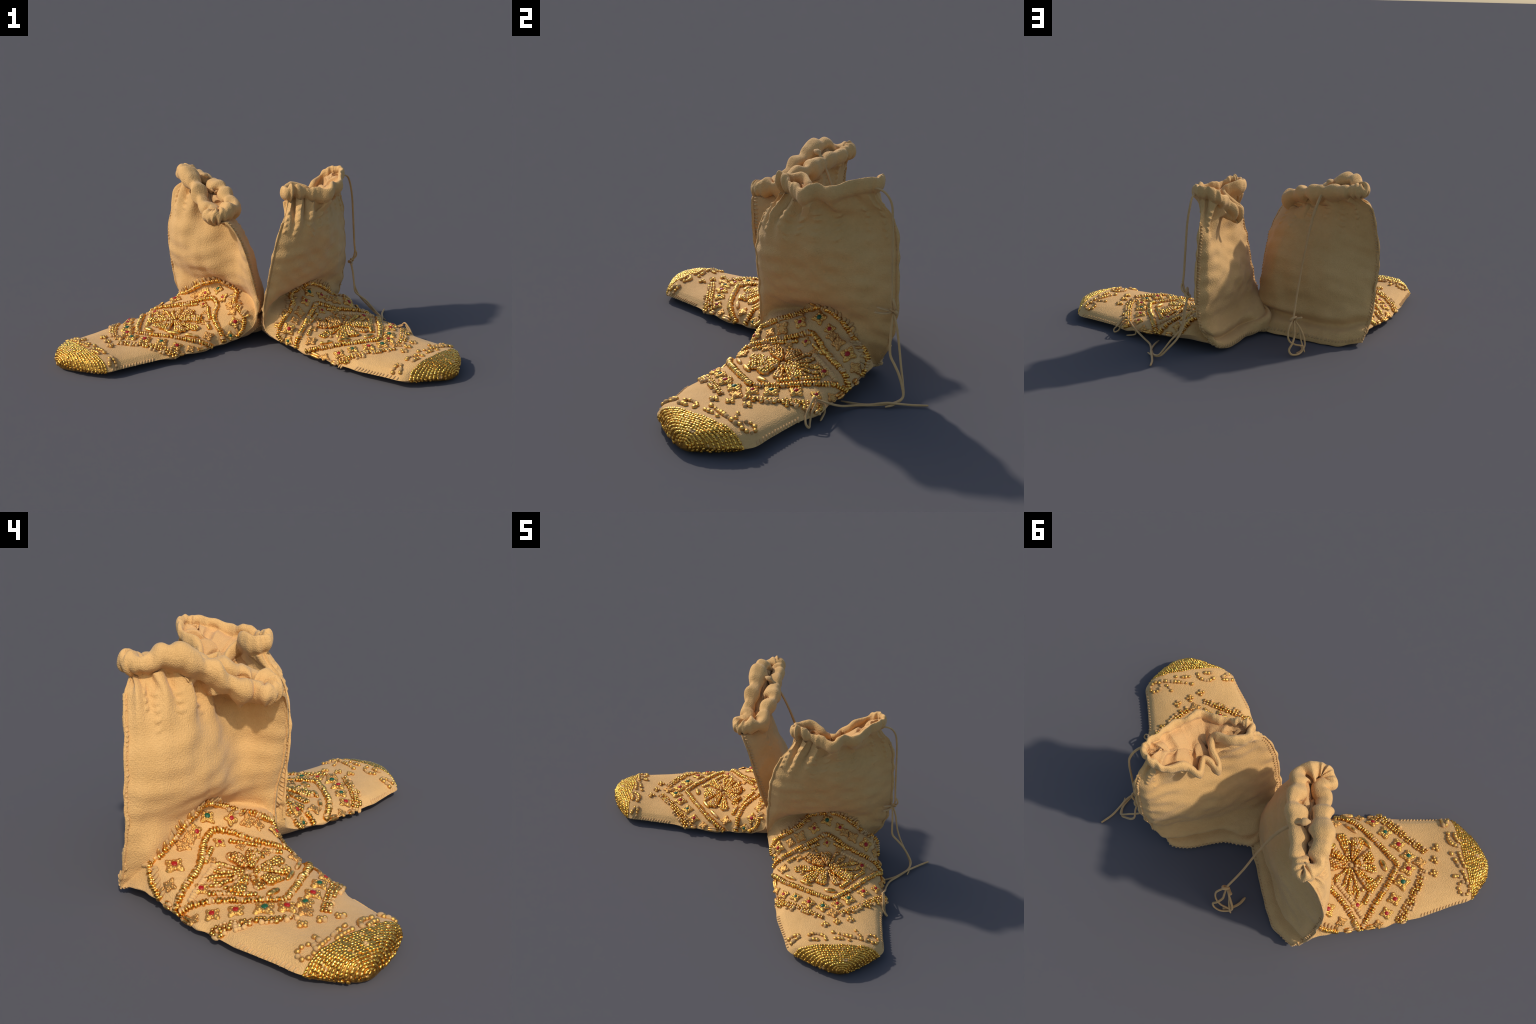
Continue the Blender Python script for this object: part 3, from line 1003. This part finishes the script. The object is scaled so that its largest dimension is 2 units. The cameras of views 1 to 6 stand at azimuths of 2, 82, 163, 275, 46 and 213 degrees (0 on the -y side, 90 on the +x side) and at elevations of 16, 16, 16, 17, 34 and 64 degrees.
def right_lace(base):
    lace(base, "drawstring", [
        ([(.425, .330, .800), (.448, .333, .820), (.470, .362, .808), (.485, .385, .770), (.498, .389, .70), (.507, .389, .59),
          (.517, .390, .44), (.522, .391, .38), (.512, .398, .34), (.498, .404, .327)], .0056, .8, END),
    ])
    lace(base, "bow_knot", [
        ([(.500, .392, .338), (.514, .406, .334), (.506, .416, .320), (.492, .408, .318), (.494, .396, .330)], .0075, .9, END),
        ([(.499, .402, .327), (.498, .376, .334), (.492, .338, .346)], .0075, .55, END),
        ([(.499, .402, .327), (.505, .372, .322), (.500, .325, .328)], .0075, .55, END),
        ([(.505, .404, .330), (.528, .404, .350), (.532, .398, .372), (.524, .393, .392)], .005, .8, END),
        # two long tails that fall, turn on the ground and cross
        ([(.499, .404, .322), (.512, .396, .27), (.522, .390, .20), (.530, .391, .150), (.560, .402, .120), (.590, .410, .095),
          (.625, .416, .055), (.652, .412, .024), (.672, .372, .012), (.672, .300, .008), (.668, .220, .010), (.690, .160, .022),
          (.728, .100, .055), (.752, .048, .088)], .0055, .8, END),
        ([(.501, .406, .322), (.516, .418, .26), (.530, .428, .17), (.560, .428, .11), (.605, .424, .060), (.645, .414, .020), (.680, .364, .008),
          (.695, .330, .008)], .0055, .8, END),
        # loop lying against the side of the foot
        ([(.752, .048, .090), (.762, .036, .100), (.785, .016, .075), (.800, -.002, .045), (.826, -.005, .022), (.826, .006, .010),
          (.806, .012, .018), (.790, .022, .05), (.766, .046, .086)], .0048, .8, END),
        ([(.755, .045, .085), (.728, .080, .05), (.722, .085, .02), (.752, .068, .008), (.768, .060, .006)], .005, .8, END),
        # loose end lying on the ground
        ([(.707, .499, .008), (.690, .440, .006), (.683, .385, .012), (.680, .340, .018), (.664, .270, .008), (.640, .215, .006), (.612, .172, .006)], .0055, .75, END),
    ])


# ---------------------------------------------------------------- soft folds
def wrinkle(b, seed):
    sp = b.spec
    R, N = b.G.shape[:2]
    u = b.u[None, :]
    k = b.vk[:, None]
    # how far below the drawstring each row lies, in metres
    i_h = int(np.searchsorted(b.vk, b.k_shaft + 1))
    seg = np.linalg.norm(np.diff(b.G, axis=0), axis=2)
    run = np.concatenate([np.zeros((1, N)), np.cumsum(seg, 0)])
    below = run[i_h][None, :] - run
    shaft = (k > sp["k_heel"] + 1) & (k <= b.k_shaft + 1)
    D = np.zeros((R, N))
    for c, w, a, length in sp["pleats"]:
        d = np.abs((u - c + .5) % 1 - .5)
        fade = np.exp(-(np.maximum(below, 0) / (length * .5)) ** 2)
        wide = w * (1 + 1.6 * np.clip(below / length, 0, 2))
        D += np.where(shaft, 1.35 * a * bump(d, wide) * fade, 0)
    roll = (k > b.k_shaft + 1) & (k <= b.k_in)
    for c, w, a, length in sp["pleats"]:
        d = np.abs((u - c + .5) % 1 - .5)
        D += np.where(roll, .32 * a * bump(d, w), 0)
    sd_ = seed * 1.7
    inner = ramp(k, b.k_in - 2, b.k_in + 1.5) * ramp(k, b.k_in + 4.2, b.k_in + 3)
    D += -.02 * inner * np.maximum(0, np.sin(2 * math.pi * 11 * u + 4 * np.sin(9 * u) + sd_)) ** .7
    # stitched puckers: short columns of small crescents under the gather
    r = np.random.default_rng(seed)
    for c in sp["puckers"]:
        w = r.uniform(.0075, .0105)
        y0 = r.uniform(.05, .075)
        for j in range(r.integers(3, 6)):
            y = y0 + j * r.uniform(.027, .033)
            d = np.abs((u - c - r.uniform(-.002, .002) + .5) % 1 - .5)
            t = (below - y + 30 * d * d) / .0135
            cres = np.where(np.abs(t) < 1, (1 - t * t) * (1 + .7 * t), 0)
            D += np.where(shaft, r.uniform(.006, .0105) * cres * bump(d, w) * (1 - .12 * j), 0)
    # a gentle sway everywhere, and the slight lumpiness of soft leather
    amp, sd = sp["sway"]
    soft = ramp(k, sp["k_cap"], sp["k_cap"] + 2) * np.where(k < b.k_in, 1, 0)
    calm = 1 - .8 * bump(np.minimum(np.abs((u + .5) % 1 - .5), np.abs(u - .5)), .03)
    D += soft * calm * (amp * waves(b.G, 9, sd) + .00015 * waves(b.G, 34, sd + 1))
    hem = np.exp(-((k - b.k_hem + 4) / 6.0) ** 2)
    D += hem * .004 * waves(b.G, 40, sd + 2)
    # the foot's edge is drawn up into soft lumps where the beadwork pulls at it
    ef = np.minimum(np.abs((u + .5) % 1 - .5), np.abs(u - .5))
    D += ramp(k, 5.6, 6.8) * ramp(k, 10.2, 9.2) * bump(ef, .05) * (.0065 * waves(b.G, 30, sd + 7) + .002)
    # dart folds where the seam edge is whip-stitched
    seam = np.minimum(np.abs((u + .5) % 1 - .5), np.abs(u - .5))
    on = (k > sp["k_heel"] + .6) & (k < b.k_shaft)
    D += np.where(on, .0055 * bump(seam, .0045) - .004 * bump(seam - .011, .004), 0)
    # the crease across the back where the shaft folds over the heel pouch
    k0, k1, deep = sp["heel_fold"]
    across = np.clip((u - .5) * 2, 0, 1)                  # 0 at the inner seam, 1 at the outer
    kk = k1 * (1 - across) + k0 * across + .08 * np.sin(across * 9)
    sheet = np.where(u > .5, np.sin(math.pi * np.clip(across, 0, 1)) ** .35, 0)
    D += sheet * (-deep * bump(k - kk, .22) + .45 * deep * bump(k - kk + .55, .45) + .35 * deep * bump(k - kk - .4, .3))
    b.displace(D)



def build_boot(spec, name, label, seed, flip):
    base = bpy.data.objects.new(name, None)
    bpy.context.scene.collection.objects.link(base)
    base["label"], base["category"] = label, "boot"
    b = Body(spec)
    wrinkle(b, seed)
    R, N = b.G.shape[:2]
    row_k = (b.vk[:-1] + b.vk[1:]) / 2
    col = np.arange(N)
    front = (col < NH)[None, :]
    K = row_k[:, None]
    cap = (K < spec["k_cap"]) & (col >= 0)[None]
    sole = (K >= spec["k_cap"]) & (K < spec["k_heel"]) & ~front
    back = (K >= spec["k_heel"]) & (K < b.k_hem) & ~front
    vamp = (K >= spec["k_cap"]) & (K < b.k_hem) & front
    hem = (K >= b.k_hem) & (K < b.k_in) & (col >= 0)[None]
    lining = (K >= b.k_in) & (col >= 0)[None]
    for nm, mask, mat in (("toe_cap", cap, GOLD_GROUND), ("sole", sole, SOLE_HIDE), ("back_panel", back, HIDE),
                          ("upper", vamp, HIDE), ("hem", hem, HIDE), ("lining", lining, SOLE_HIDE)):
        grid_part(nm, b, mask, mat, base)
    embroider(b, base, seed * 17, flip)
    return base, b


LEFT, LB = build_boot(left_boot(), "embroidered_boot", "soft tan leather boot with gold bead embroidery", 3, -1)
left_lace(LEFT)
RIGHT, RB = build_boot(right_boot(), "embroidered_boot", "soft tan leather boot with gold beads and loose lace", 4, 1)
right_lace(RIGHT)

# stand each boot's Empty under the boot itself
for base, at in ((LEFT, (-.45, .03, 0)), (RIGHT, (.45, 0, 0))):
    base.location = at
    for child in base.children:
        child.matrix_parent_inverse = Matrix.Translation(-Vector(at))
bpy.context.view_layer.update()
